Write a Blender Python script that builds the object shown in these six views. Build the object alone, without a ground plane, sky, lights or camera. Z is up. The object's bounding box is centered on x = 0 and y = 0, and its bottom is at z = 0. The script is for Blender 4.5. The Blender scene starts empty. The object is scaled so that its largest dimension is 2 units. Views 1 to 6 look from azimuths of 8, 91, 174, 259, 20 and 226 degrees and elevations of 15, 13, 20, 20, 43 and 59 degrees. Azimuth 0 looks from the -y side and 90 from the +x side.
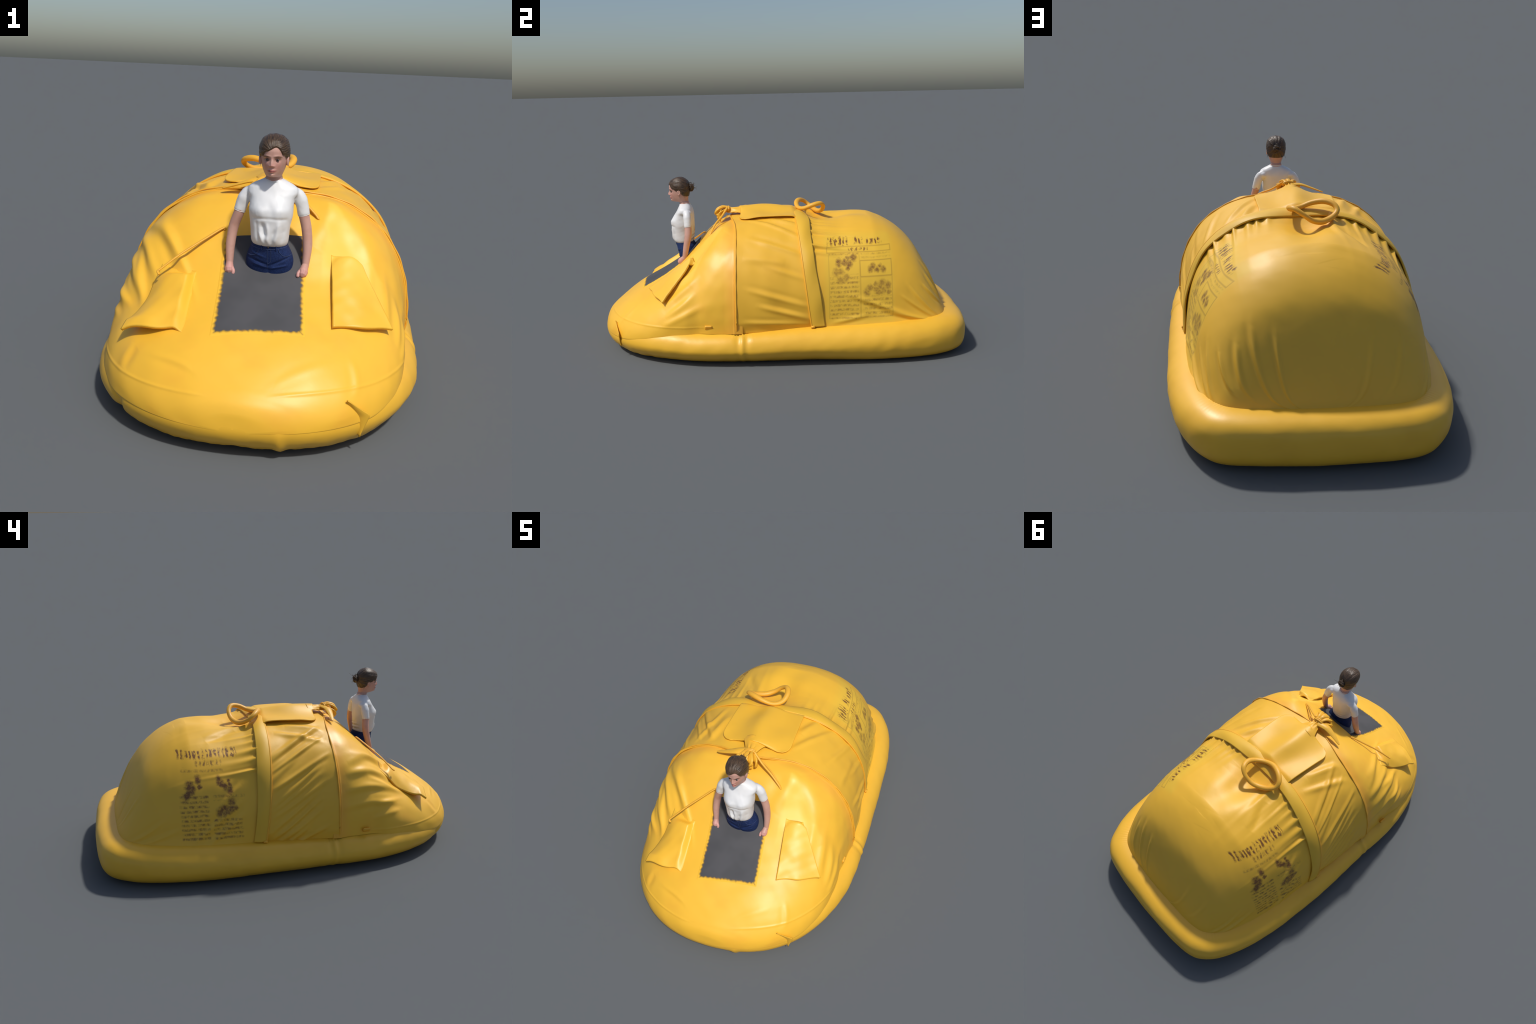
# Inflatable covered life raft with a woman sitting in its entrance.
import math
import numpy as np

# ----------------------------------------------------------------------
# 1. SHAPE OF THE RAFT: profiles along its length (y), bow at -y
# ----------------------------------------------------------------------

def pchip(xs, ys):
    """monotone cubic interpolation through control points"""
    xs = np.array(xs, float); ys = np.array(ys, float)
    h = np.diff(xs); d = np.diff(ys) / h
    m = np.zeros_like(xs); m[0] = d[0]; m[-1] = d[-1]
    for i in range(1, len(xs) - 1):
        if d[i - 1] * d[i] > 0:
            w1 = 2 * h[i] + h[i - 1]; w2 = h[i] + 2 * h[i - 1]
            m[i] = (w1 + w2) / (w1 / d[i - 1] + w2 / d[i])
    def f(x):
        x = np.clip(np.asarray(x, float), xs[0], xs[-1])
        i = np.clip(np.searchsorted(xs, x, side='right') - 1, 0, len(h) - 1)
        t = (x - xs[i]) / h[i]
        return ((2*t**3 - 3*t**2 + 1) * ys[i] + (t**3 - 2*t**2 + t) * h[i] * m[i]
                + (-2*t**3 + 3*t**2) * ys[i+1] + (t**3 - t**2) * h[i] * m[i+1])
    return f

def curve(pairs):
    return pchip([p[0] for p in pairs], [p[1] for p in pairs])

def smooth(a, b, x):
    t = np.clip((np.asarray(x, float) - a) / (b - a), 0, 1)
    return t * t * (3 - 2 * t)

# ridge height of the cover
ridge = curve([(-1.0, .105), (-.994, .15), (-.965, .195), (-.938, .218), (-.86, .278), (-.782, .328),
               (-.68, .386), (-.579, .452), (-.5, .522), (-.444, .574), (-.386, .626), (-.33, .664),
               (-.27, .688), (-.2, .698), (-.1, .706), (.1, .706), (.20, .690), (.30, .688), (.405, .694), (.482, .692), (.55, .672),
               (.605, .645), (.668, .600), (.717, .552), (.768, .475), (.835, .335), (.870, .245), (.893, .19)])
# half width of the floating tube (outer side)
def tube_half_width(y):
    y = np.asarray(y, float)
    q = np.clip((-.25 - y) / .75, 0, 1)
    bow = .582 * np.maximum(1 - q ** 2.3, 0) ** (1 / 2.3)
    return np.where(y < -.25, bow, curve([(-.25, .582), (.1, .587), (.45, .580), (.6, .567), (.78, .526), (.88, .478),
                                          (.925, .440), (.97, .368), (.99, .25), (1.0, .0)])(y))
# half width of the cover at its foot
gap = curve([(-1, -.002), (-.85, -.002), (-.75, .005), (-.6, .026), (-.5, .042), (-.42, .060), (-.3, .060), (-.25, .053)])
stern_half = curve([(-.25, .532), (-.15, .526), (0, .518), (.12, .511), (.35, .493), (.555, .467), (.68, .437), (.745, .413),
                    (.81, .375), (.851, .335), (.876, .27), (.887, .18), (.892, .08), (.893, .02)])
flare = curve([(-1, 0), (.1, .0), (.4, .04), (.75, .08), (.893, .10)])     # the cloth spreads where it meets the tube
def half(y):
    y = np.asarray(y, float)
    return np.where(y < -.25, np.maximum(tube_half_width(y) - gap(y), .004), stern_half(y))
foot = curve([(-1, .095), (-.85, .097), (-.75, .110), (-.55, .150), (-.4, .165), (-.25, .165), (.1, .175), (.5, .185), (.893, .188)])
# roundness exponents of the two flanks of each cross-section
round_right = curve([(-1, 2.1), (-.85, 2.25), (-.7, 2.2), (-.5, 2.3), (-.35, 2.55), (-.24, 2.55), (0, 2.5), (.15, 2.55), (.22, 2.5), (.32, 2.4), (.5, 2.32), (.7, 2.3), (.893, 2.3)])
round_left = curve([(-1, 2.1), (-.85, 2.25), (-.7, 2.1), (-.60, 2.05), (-.5, 2.45), (-.4, 2.85), (-.3, 2.75), (-.24, 2.6), (0, 2.45), (.15, 2.5), (.22, 2.4), (.32, 2.3), (.5, 2.25), (.7, 2.25), (.893, 2.3)])
sway = curve([(-1, .02), (-.6, .014), (-.24, .014), (.2, -.002), (.9, -.006)])   # slight sideways drift of the middle line

NY, NU = 760, 521
_k = np.linspace(0, 1, NY)
YS = -1.0 + 1.893 * (.45 * _k + .55 * (1 - np.cos(np.pi * _k)) / 2)
US = np.linspace(-1, 1, NU)          # -1 foot on the -x side, 0 ridge, +1 foot on the +x side

def _sections():
    out = np.zeros((NY, NU, 3))
    t = np.linspace(0, np.pi / 2, 260)
    for i, y in enumerate(YS):
        h, w, zb = float(ridge(y)), float(half(y)), float(foot(y))
        h = max(h, zb + .002)
        for side, p in ((1, float(round_right(y))), (-1, float(round_left(y)))):
            x = w * np.sin(t) ** (2 / p); z = zb + (h - zb) * np.cos(t) ** (2 / p)
            x = x * (1 + float(flare(y)) * np.exp(-(z - zb) / .045))
            s = np.concatenate([[0], np.cumsum(np.hypot(np.diff(x), np.diff(z)))]); s /= s[-1]
            sel = US >= 0 if side > 0 else US <= 0
            a = np.abs(US[sel])
            out[i, sel, 0] = side * np.interp(a, s, x) + float(sway(y))
            out[i, sel, 1] = y
            out[i, sel, 2] = np.interp(a, s, z)
    return out

GRID = _sections()
def grid_normals(g):
    du = np.gradient(g, axis=1); dv = np.gradient(g, axis=0)
    n = np.cross(du, dv)
    n /= np.maximum(np.linalg.norm(n, axis=2, keepdims=True), 1e-12)
    n[n[..., 2].sum() < 0 if False else np.zeros(n.shape[:2], bool)] *= -1
    return n
GN = grid_normals(GRID)
if GN[NY // 2, NU // 2, 2] < 0:
    GN = -GN

def sample(g, y, u):
    fy = np.interp(y, YS, np.arange(NY)); fu = (np.asarray(u, float) + 1) / 2 * (NU - 1)
    fu = np.clip(fu, 0, NU - 1)
    i = np.clip(fy.astype(int) if hasattr(fy, 'astype') else int(fy), 0, NY - 2)
    j = np.clip(fu.astype(int), 0, NU - 2)
    a = (fy - i)[..., None]; b = (fu - j)[..., None]
    return ((1-a)*(1-b)*g[i, j] + a*(1-b)*g[i+1, j] + (1-a)*b*g[i, j+1] + a*b*g[i+1, j+1])

def cover(y, u, lift=0.0):
    """point on the cover (plus lift along the normal)"""
    y, u = np.broadcast_arrays(np.asarray(y, float), np.asarray(u, float))
    p = sample(GRID, y, u); n = sample(GN, y, u)
    n /= np.linalg.norm(n, axis=-1, keepdims=True)
    return p + n * np.asarray(lift, float)[..., None]

def u_of_x(x, y):
    """arc coordinate of the cover point above plan position (x, y)"""
    x, y = np.broadcast_arrays(np.asarray(x, float), np.asarray(y, float))
    out = np.zeros(x.shape)
    for k in np.ndindex(x.shape):
        fi = float(np.clip(np.interp(y[k], YS, np.arange(NY)), 0, NY - 1.001)); i = int(fi); f = fi - i
        out[k] = (1 - f) * np.interp(x[k], GRID[i, :, 0], US) + f * np.interp(x[k], GRID[i + 1, :, 0], US)
    return out
def over(x, y, lift=0.0):
    return cover(y, u_of_x(x, y), lift)

def belt_front(u):   # front edge of the belt that runs over the cover
    return .152 - .078 * (1 - np.abs(u) ** 1.6)
def seam_line(u):    # front edge of the roof panel
    return -.238 - .045 * np.exp(-(np.asarray(u) / .22) ** 2)

# ---- folds: soft ridges (amp > 0) or creases (amp < 0) between two places (y, u) of the cover
HALF_ARC = .70
def fold_field(y, u, folds):
    d = np.zeros(np.broadcast(y, u).shape)
    Y = np.broadcast_to(y, d.shape); V = np.broadcast_to(u, d.shape) * HALF_ARC
    for (y0, u0, y1, u1, wid, amp) in folds:
        a = np.array([y0, u0 * HALF_ARC]); b = np.array([y1, u1 * HALF_ARC])
        ab = b - a; L = np.hypot(*ab); ab /= L
        s = (Y - a[0]) * ab[0] + (V - a[1]) * ab[1]
        q = (Y - a[0]) * -ab[1] + (V - a[1]) * ab[0]
        m = (np.abs(q) < 4 * wid) & (s > -.3 * L) & (s < 1.3 * L)
        t = np.clip(s[m] / L, 0, 1)
        taper = np.sin(np.pi * np.clip(.5 * (1 + 1.9 * (t - .5)), 0, 1)) ** .7
        taper *= np.exp(-(np.maximum(np.maximum(-s[m], s[m] - L), 0) / (1.5 * wid)) ** 2)
        x = q[m] / wid
        d[m] += amp * (np.exp(-x ** 2) - .45 * np.exp(-((x - 1.5) / 1.1) ** 2))
        d[m] *= 1
        d[m] -= amp * (1 - taper) * (np.exp(-x ** 2) - .45 * np.exp(-((x - 1.5) / 1.1) ** 2))
    return d

def wobble(p, scale, seed, octaves=3):
    """smooth pseudo-noise from seeded sine waves, -1..1"""
    r = np.random.RandomState(seed); out = np.zeros(p.shape[:-1]); amp = 1.0; tot = 0
    for o in range(octaves):
        for _ in range(5):
            k = r.normal(size=3); k *= 2 * np.pi / (scale / 2 ** o) / np.linalg.norm(k) * r.uniform(.6, 1.3)
            out += amp / 5 * np.sin(p @ k + r.uniform(0, 6.28)) * 1.6
        tot += amp; amp *= .5
    return out / tot
# === END OF SHAPE ===

# ----------------------------------------------------------------------
# 2. BUILDING HELPERS
# ----------------------------------------------------------------------
import bpy
from mathutils import Matrix, Vector

def make_object(name, verts, faces, mat, parent, smooth_shade=True, kind=None):
    me = bpy.data.meshes.new(name)
    me.from_pydata([tuple(map(float, v)) for v in verts], [], [tuple(map(int, f)) for f in faces])
    me.validate(); me.update()
    if smooth_shade:
        me.shade_smooth() if hasattr(me, 'shade_smooth') else me.polygons.foreach_set('use_smooth', [True] * len(me.polygons))
    ob = bpy.data.objects.new(name, me)
    bpy.context.scene.collection.objects.link(ob)
    if mat: me.materials.append(mat)
    if parent:
        ob.parent = parent
        ob.matrix_parent_inverse = Matrix.Translation(parent.location).inverted()
    if kind: ob["kind"] = kind
    return ob

def empty(name, loc, label, category):
    ob = bpy.data.objects.new(name, None); ob.location = loc
    bpy.context.scene.collection.objects.link(ob)
    ob["label"] = label; ob["category"] = category
    return ob

def grid_faces(n, m, close_u=False, close_v=False, off=0, flip=False):
    f = []
    for i in range(n if close_v else n - 1):
        for j in range(m if close_u else m - 1):
            a, b = i * m + j, i * m + (j + 1) % m
            c, d = ((i + 1) % n) * m + (j + 1) % m, ((i + 1) % n) * m + j
            f.append((a + off, d + off, c + off, b + off) if flip else (a + off, b + off, c + off, d + off))
    return f

def normals_of(g):
    n = np.cross(np.gradient(g, axis=1), np.gradient(g, axis=0))
    return n / np.maximum(np.linalg.norm(n, axis=2, keepdims=True), 1e-9)

def sheet(g, thick, up=None):
    """solid sheet: grid of points (n, m, 3) as upper side, given thickness below"""
    g = np.asarray(g, float); n, m, _ = g.shape
    nr = normals_of(g)
    ref = np.array([0, 0, 1.0]) if up is None else np.array(up, float)
    flip = (nr @ ref).sum() < 0
    if flip: nr = -nr
    th = np.broadcast_to(np.asarray(thick, float), (n, m))[..., None]
    low = g - nr * th
    v = np.concatenate([g.reshape(-1, 3), low.reshape(-1, 3)]); k = n * m
    f = grid_faces(n, m, flip=not flip) + grid_faces(n, m, off=k, flip=flip)
    rim = ([(0, j) for j in range(m)] + [(i, m - 1) for i in range(1, n)]
           + [(n - 1, j) for j in range(m - 2, -1, -1)] + [(i, 0) for i in range(n - 2, 0, -1)])
    ids = [i * m + j for i, j in rim]
    for a, b in zip(ids, ids[1:] + ids[:1]):
        f.append((a, a + k, b + k, b) if flip else (a, b, b + k, a + k))
    return v, f

def spline(pts, n, closed=False):
    """Catmull-Rom curve through control points"""
    p = np.array(pts, float); c = len(p)
    idx = np.linspace(0, c if closed else c - 1, n, endpoint=not closed)
    out = []
    for t in idx:
        i = int(min(t, c - 1 if closed else c - 2)); f = t - i
        q = [p[(i + k) % c] if closed else p[min(max(i + k, 0), c - 1)] for k in (-1, 0, 1, 2)]
        out.append(.5 * ((2*q[1]) + (-q[0]+q[2])*f + (2*q[0]-5*q[1]+4*q[2]-q[3])*f*f + (-q[0]+3*q[1]-3*q[2]+q[3])*f**3))
    return np.array(out)

def rod(path, radius, sides=14, closed=False, flat=1.0, up=(0, 0, 1)):
    """round (or flattened) rod along a path; radius may vary"""
    p = np.asarray(path, float); n = len(p)
    r = np.broadcast_to(np.asarray(radius, float), (n,))
    t = (np.roll(p, -1, 0) - np.roll(p, 1, 0)) if closed else np.gradient(p, axis=0)
    t /= np.maximum(np.linalg.norm(t, axis=1, keepdims=True), 1e-9)
    up = np.array(up, float)
    s = np.cross(t, up); s /= np.maximum(np.linalg.norm(s, axis=1, keepdims=True), 1e-9)
    w = np.cross(s, t)
    a = np.linspace(0, 2 * np.pi, sides, endpoint=False)
    v = (p[:, None] + r[:, None, None] * (np.cos(a)[None, :, None] * s[:, None] + flat * np.sin(a)[None, :, None] * w[:, None]))
    f = grid_faces(n, sides, close_u=True, close_v=closed, flip=True)
    v = v.reshape(-1, 3)
    if not closed:
        f += [tuple(range(sides)), tuple(range((n - 1) * sides, n * sides))[::-1]]
    return v, f

def merge(*parts):
    V, F, o = [], [], 0
    for v, f in parts:
        V.append(np.asarray(v).reshape(-1, 3)); F += [tuple(i + o for i in q) for q in f]; o += len(V[-1])
    return np.concatenate(V), F

def ball(center, size, n=18, m=28):
    a = np.linspace(0, np.pi, n); b = np.linspace(0, 2 * np.pi, m, endpoint=False)
    g = np.stack([np.sin(a)[:, None] * np.cos(b), np.sin(a)[:, None] * np.sin(b), np.cos(a)[:, None] * np.ones(m)], -1)
    return (np.array(center) + g * np.array(size)).reshape(-1, 3), grid_faces(n, m, close_u=True, flip=False)

# ----------------------------------------------------------------------
# 3. MATERIALS
# ----------------------------------------------------------------------
class Nodes:
    """small builder for node materials on Object coordinates"""
    def __init__(self, name, rough=.5, spec=.5):
        self.mat = bpy.data.materials.new(name); self.mat.use_nodes = True
        self.t = self.mat.node_tree; self.t.nodes.clear()
        self.out = self.t.nodes.new('ShaderNodeOutputMaterial')
        self.b = self.t.nodes.new('ShaderNodeBsdfPrincipled')
        self.t.links.new(self.b.outputs[0], self.out.inputs[0])
        self.b.inputs['Roughness'].default_value = rough
        self.b.inputs['Specular IOR Level'].default_value = spec
        tc = self.t.nodes.new('ShaderNodeTexCoord'); self.co = tc.outputs['Object']
        sp = self.t.nodes.new('ShaderNodeSeparateXYZ'); self.t.links.new(self.co, sp.inputs[0])
        self.x, self.y, self.z = sp.outputs
    def put(self, sock, v):
        if hasattr(v, 'is_linked') or isinstance(v, bpy.types.NodeSocket): self.t.links.new(v, sock)
        else: sock.default_value = v
    def m(self, op, a, b=0.0, c=0.0, clamp=False):
        n = self.t.nodes.new('ShaderNodeMath'); n.operation = op; n.use_clamp = clamp
        for s, v in zip(n.inputs, (a, b, c)): self.put(s, v)
        return n.outputs[0]
    def add(self, a, b): return self.m('ADD', a, b)
    def sub(self, a, b): return self.m('SUBTRACT', a, b)
    def mul(self, a, b): return self.m('MULTIPLY', a, b)
    def maxi(self, a, b): return self.m('MAXIMUM', a, b)
    def step(self, x, a, b):
        """smooth 0..1 between a and b"""
        n = self.t.nodes.new('ShaderNodeMapRange'); n.interpolation_type = 'SMOOTHSTEP'
        self.put(n.inputs['Value'], x); self.put(n.inputs['From Min'], a); self.put(n.inputs['From Max'], b)
        if isinstance(a, float) and isinstance(b, float) and a > b:
            n.inputs['From Min'].default_value = b; n.inputs['From Max'].default_value = a
            n.inputs['To Min'].default_value = 1; n.inputs['To Max'].default_value = 0
        return n.outputs[0]
    def vec(self, x, y, z):
        n = self.t.nodes.new('ShaderNodeCombineXYZ')
        for s, v in zip(n.inputs, (x, y, z)): self.put(s, v)
        return n.outputs[0]
    def scale(self, v, s):
        n = self.t.nodes.new('ShaderNodeMapping'); self.put(n.inputs[0], v); n.inputs['Scale'].default_value = s
        return n.outputs[0]
    def noise(self, scale, detail=3, rough=.55, v=None, dist=0.0):
        n = self.t.nodes.new('ShaderNodeTexNoise'); n.inputs['Scale'].default_value = scale
        n.inputs['Detail'].default_value = detail; n.inputs['Roughness'].default_value = rough
        n.inputs['Distortion'].default_value = dist
        self.put(n.inputs['Vector'], self.co if v is None else v)
        return n.outputs['Fac']
    def mix(self, f, a, b):
        n = self.t.nodes.new('ShaderNodeMix'); n.data_type = 'RGBA'; n.clamp_factor = True
        self.put(n.inputs[0], f)
        for s, v in ((n.inputs[6], a), (n.inputs[7], b)):
            self.put(s, (*v, 1) if isinstance(v, tuple) and len(v) == 3 else v)
        return n.outputs[2]
    def color(self, c):
        self.put(self.b.inputs['Base Color'], (*c, 1) if isinstance(c, tuple) else c)
    def bump(self, h, strength, dist):
        n = self.t.nodes.new('ShaderNodeBump'); n.inputs['Strength'].default_value = strength
        n.inputs['Distance'].default_value = dist; self.put(n.inputs['Height'], h)
        self.t.links.new(n.outputs[0], self.b.inputs['Normal'])
    def box(self, a, a0, a1, c, c0, c1, soft=.004):
        """soft rectangle mask on two coordinates"""
        r = self.mul(self.step(a, a0 - soft, a0 + soft), self.step(a, a1 + soft, a1 - soft))
        return self.mul(r, self.mul(self.step(c, c0 - soft, c0 + soft), self.step(c, c1 + soft, c1 - soft)))
    def spot(self, a, a0, ra, c, c0, rc, soft=.3):
        p = self.m('POWER', self.mul(self.sub(a, a0), 1 / ra), 2.0); q = self.m('POWER', self.mul(self.sub(c, c0), 1 / rc), 2.0)
        return self.step(self.m('SQRT', self.add(p, q)), 1 + soft, 1 - soft)

YELLOW = (.87, .475, .035)
ORANGE = (.80, .36, .028)
OLIVE = (.70, .43, .03)

def fabric(name, base=YELLOW, second=ORANGE, amount=.45, rough=.5):
    n = Nodes(name, rough + .03, .5)
    blot = n.step(n.noise(5.5, 3, .6), .46, .74)
    fine = n.step(n.noise(26, 3, .6), .52, .8)
    c = n.mix(n.mul(blot, amount), base, second)
    c = n.mix(n.mul(fine, amount * .3), c, (base[0] * .92, base[1] * 1.02, base[2] * 1.3))
    n.base = c
    n.color(c)
    n.bump(n.noise(45, 3, .6), .06, .004)
    return n

MAT_TUBE = fabric('tube_fabric', (.86, .475, .035), (.78, .41, .03), .4, .38).mat
def bow_material():
    """bow cloth: paler yellow wedge running down from the roof edge beside the entrance"""
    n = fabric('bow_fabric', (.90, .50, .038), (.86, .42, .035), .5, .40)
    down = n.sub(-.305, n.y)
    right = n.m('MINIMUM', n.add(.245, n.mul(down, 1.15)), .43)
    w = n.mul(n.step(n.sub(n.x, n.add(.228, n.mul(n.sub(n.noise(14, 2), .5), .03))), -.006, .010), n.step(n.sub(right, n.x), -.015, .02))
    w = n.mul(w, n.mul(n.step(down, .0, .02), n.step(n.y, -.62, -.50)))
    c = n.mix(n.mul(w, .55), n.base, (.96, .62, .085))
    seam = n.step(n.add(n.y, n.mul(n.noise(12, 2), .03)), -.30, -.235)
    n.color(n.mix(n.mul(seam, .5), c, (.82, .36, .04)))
    return n.mat
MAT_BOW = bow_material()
MAT_ROOF = fabric('roof_fabric', (.85, .47, .035), (.78, .41, .03), .5, .44).mat
MAT_BELT = fabric('belt_fabric', (.78, .45, .032), (.70, .39, .03), .5, .5).mat
MAT_PIPE = fabric('piping_fabric', (.84, .42, .03), (.78, .36, .028), .4, .45).mat
MAT_ROPE = fabric('tie_fabric', (.82, .42, .035), (.74, .33, .028), .5, .45).mat
MAT_KNOT = fabric('knot_fabric', (.86, .46, .035), (.76, .34, .028), .6, .42).mat

def print_material():
    """rear cover cloth with the brown, washed-out instruction print on both flanks"""
    n = fabric('rear_cover_fabric', (.85, .475, .035), (.80, .43, .032), .4, .44)
    warp = n.mul(n.sub(n.noise(60, 2), .5), .018); warp2 = n.mul(n.sub(n.noise(52, 2, .5, n.scale(n.co, (1.3, 1.1, .9))), .5), .018)
    y, z = n.add(n.y, warp), n.add(n.z, warp2)
    yz = n.vec(0.0, n.y, n.z)
    right = n.step(n.x, .20, .24); left = n.step(n.x, -.20, -.24)
    strokes = n.step(n.m('SINE', n.add(n.mul(n.y, 2 * math.pi / .021), n.mul(n.noise(34, 2, .5, yz), 10.0))), -1.1, .9)
    patchy = n.step(n.noise(1.0, 3, .6, n.scale(yz, (1, 60, 70))), .32, .56)
    letters = n.mul(strokes, patchy)
    rows = n.step(n.m('SINE', n.add(n.mul(n.z, 2 * math.pi / .0225), n.mul(n.noise(14, 2), 2.5))), -1.2, 1.0)
    words = n.mul(rows, n.step(n.noise(1.0, 3, .65, n.scale(yz, (1, 60, 50))), .32, .70))
    grain = n.add(n.mul(n.step(n.noise(75, 3, .6), .3, .65), .45), .55)
    def blobs(spots, amount, r=.013):
        out = None
        for k, (a, c) in enumerate(spots):
            v = n.spot(y, a, r * (1 + .3 * math.sin(k * 2.3)), z, c, r * (1 + .3 * math.cos(k * 1.7)), .7)
            out = v if out is None else n.maxi(out, v)
        return n.mul(n.mul(out, grain), amount)
    def block(a0, a1, c0, c1, tex, amount, soft=.006): return n.mul(n.mul(n.box(y, a0, a1, z, c0, c1, soft), tex), amount)
    def frame(a0, a1, c0, c1, amount, w=.0024):
        outer = n.box(n.y, a0, a1, n.z, c0, c1, .0025); inner = n.box(n.y, a0 + 2 * w, a1 - 2 * w, n.z, c0 + 2 * w, c1 - 2 * w, .0025)
        return n.mul(n.m('SUBTRACT', outer, inner, clamp=True), amount)
    R = [ # +x flank: title line, boxed pictures, text blocks
        block(.240, .345, .578, .612, letters, .95), block(.375, .425, .584, .610, letters, .9), block(.440, .525, .582, .604, letters, .95),
        block(.345, .395, .553, .568, letters, .75, .004), block(.405, .450, .553, .568, letters, .75, .004),
        block(.245, .400, .528, .546, words, .55), block(.410, .565, .520, .540, words, .40),
        blobs([(.294, .501), (.325, .502), (.343, .521), (.370, .523), (.349, .494), (.340, .476)], .85, .014), blobs([(.279, .455), (.303, .459), (.313, .459), (.300, .418), (.33, .43)], .55, .015),
        blobs([(.456, .466), (.489, .462), (.508, .480), (.524, .463), (.470, .480)], .75, .012),
        blobs([(.436, .354), (.453, .375), (.484, .393), (.520, .398), (.545, .382), (.550, .352), (.484, .368), (.506, .381), (.524, .362), (.50, .350)], .6, .015),
        block(.245, .395, .225, .445, words, .55), block(.420, .570, .225, .335, words, .50),
        frame(.232, .572, .545, .575, .30), frame(.402, .572, .430, .510, .34), frame(.402, .572, .225, .432, .22), frame(.240, .404, .225, .546, .18)]
    L = [ # -x flank
        block(.425, .565, .588, .620, letters, 1.0), block(.345, .415, .594, .622, letters, 1.0), block(.262, .338, .592, .624, letters, 1.0),
        block(.345, .475, .562, .580, letters, .7), block(.340, .550, .532, .552, words, .5),
        blobs([(.470, .506), (.514, .486), (.464, .475), (.506, .458), (.532, .432), (.495, .469), (.516, .470), (.520, .448)], 1.0, .014),
        blobs([(.367, .501), (.358, .484), (.319, .495), (.337, .469), (.316, .452), (.316, .478), (.345, .475)], 1.0, .013),
        blobs([(.375, .351), (.346, .374), (.352, .342), (.316, .368), (.313, .400), (.297, .371), (.334, .354), (.367, .362)], .85, .016),
        block(.425, .565, .215, .440, words, .75), block(.265, .405, .215, .325, words, .75), block(.250, .400, .412, .440, words, .6)]
    def join(a):
        t = a[0]
        for q in a[1:]: t = n.maxi(t, q)
        return t
    tot = n.m('MULTIPLY', n.maxi(n.mul(join(R), right), n.mul(join(L), left)), 1.2, clamp=True)
    pale = n.mul(n.mul(n.box(n.y, .225, .575, n.z, .200, .63, .02), right), .45)
    c = n.mix(pale, n.base, (.80, .54, .05))
    n.color(n.mix(tot, c, (.20, .078, .016)))
    return n.mat
MAT_REAR = print_material()

def plain(name, c, rough=.6, spec=.4, var=.12, scale=40):
    n = Nodes(name, rough, spec)
    n.color(n.mix(n.step(n.noise(scale, 3, .6), .35, .7), c, tuple(v * (1 - var) for v in c)))
    return n
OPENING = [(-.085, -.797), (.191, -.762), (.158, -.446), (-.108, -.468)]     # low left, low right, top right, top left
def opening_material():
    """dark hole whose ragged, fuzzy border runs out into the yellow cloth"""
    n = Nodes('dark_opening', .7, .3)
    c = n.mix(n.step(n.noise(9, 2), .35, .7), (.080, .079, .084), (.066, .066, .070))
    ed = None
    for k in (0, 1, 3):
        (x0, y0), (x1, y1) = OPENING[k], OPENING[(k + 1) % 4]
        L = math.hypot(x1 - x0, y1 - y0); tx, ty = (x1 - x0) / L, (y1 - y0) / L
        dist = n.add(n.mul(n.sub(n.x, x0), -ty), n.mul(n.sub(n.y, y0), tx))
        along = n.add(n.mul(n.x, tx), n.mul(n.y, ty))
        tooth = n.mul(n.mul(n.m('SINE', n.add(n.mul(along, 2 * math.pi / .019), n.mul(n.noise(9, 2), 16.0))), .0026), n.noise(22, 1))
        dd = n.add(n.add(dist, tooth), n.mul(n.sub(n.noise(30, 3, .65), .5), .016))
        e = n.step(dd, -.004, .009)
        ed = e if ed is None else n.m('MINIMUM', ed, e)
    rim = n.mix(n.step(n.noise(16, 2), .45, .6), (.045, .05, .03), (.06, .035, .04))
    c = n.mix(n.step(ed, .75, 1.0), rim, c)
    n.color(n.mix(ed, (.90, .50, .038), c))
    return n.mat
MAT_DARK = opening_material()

# ----------------------------------------------------------------------
# 4. THE RAFT
# ----------------------------------------------------------------------
raft = empty('life_raft', (0, 0, 0), 'yellow inflatable life raft with arched fabric cover and dark entrance', 'life raft')
rng = np.random.RandomState(7)

# --- floating tube -----------------------------------------------------
def tube_outline(n=720):
    k = np.linspace(0, np.pi, 900)
    y = -np.cos(k)
    r = np.stack([tube_half_width(y) + sway(y), y], 1); l = np.stack([-tube_half_width(y) + sway(y), y], 1)
    p = np.concatenate([r, l[::-1][1:-1]])
    s = np.concatenate([[0], np.cumsum(np.linalg.norm(np.diff(np.concatenate([p, p[:1]]), axis=0), axis=1))])
    q = np.linspace(0, s[-1], n, endpoint=False); pc = np.concatenate([p, p[:1]])
    o = np.stack([np.interp(q, s, pc[:, 0]), np.interp(q, s, pc[:, 1])], 1)
    for _ in range(6): o = .25 * np.roll(o, 1, 0) + .5 * o + .25 * np.roll(o, -1, 0)
    return o
tube_top = curve([(-1, .185), (-.6, .18), (-.4, .168), (-.24, .168), (.1, .185), (.5, .198), (1, .205)])
tube_low = curve([(-1, .008), (-.9, .003), (-.75, .0), (1, .0)])
tube_round = curve([(-1, 2.1), (-.6, 1.95), (.4, 1.95), (.85, 2.4), (1, 3.0)])
tube_rad = curve([(-1, .10), (-.5, .095), (-.2, .09), (.3, .10), (.8, .115), (1, .125)])

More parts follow.
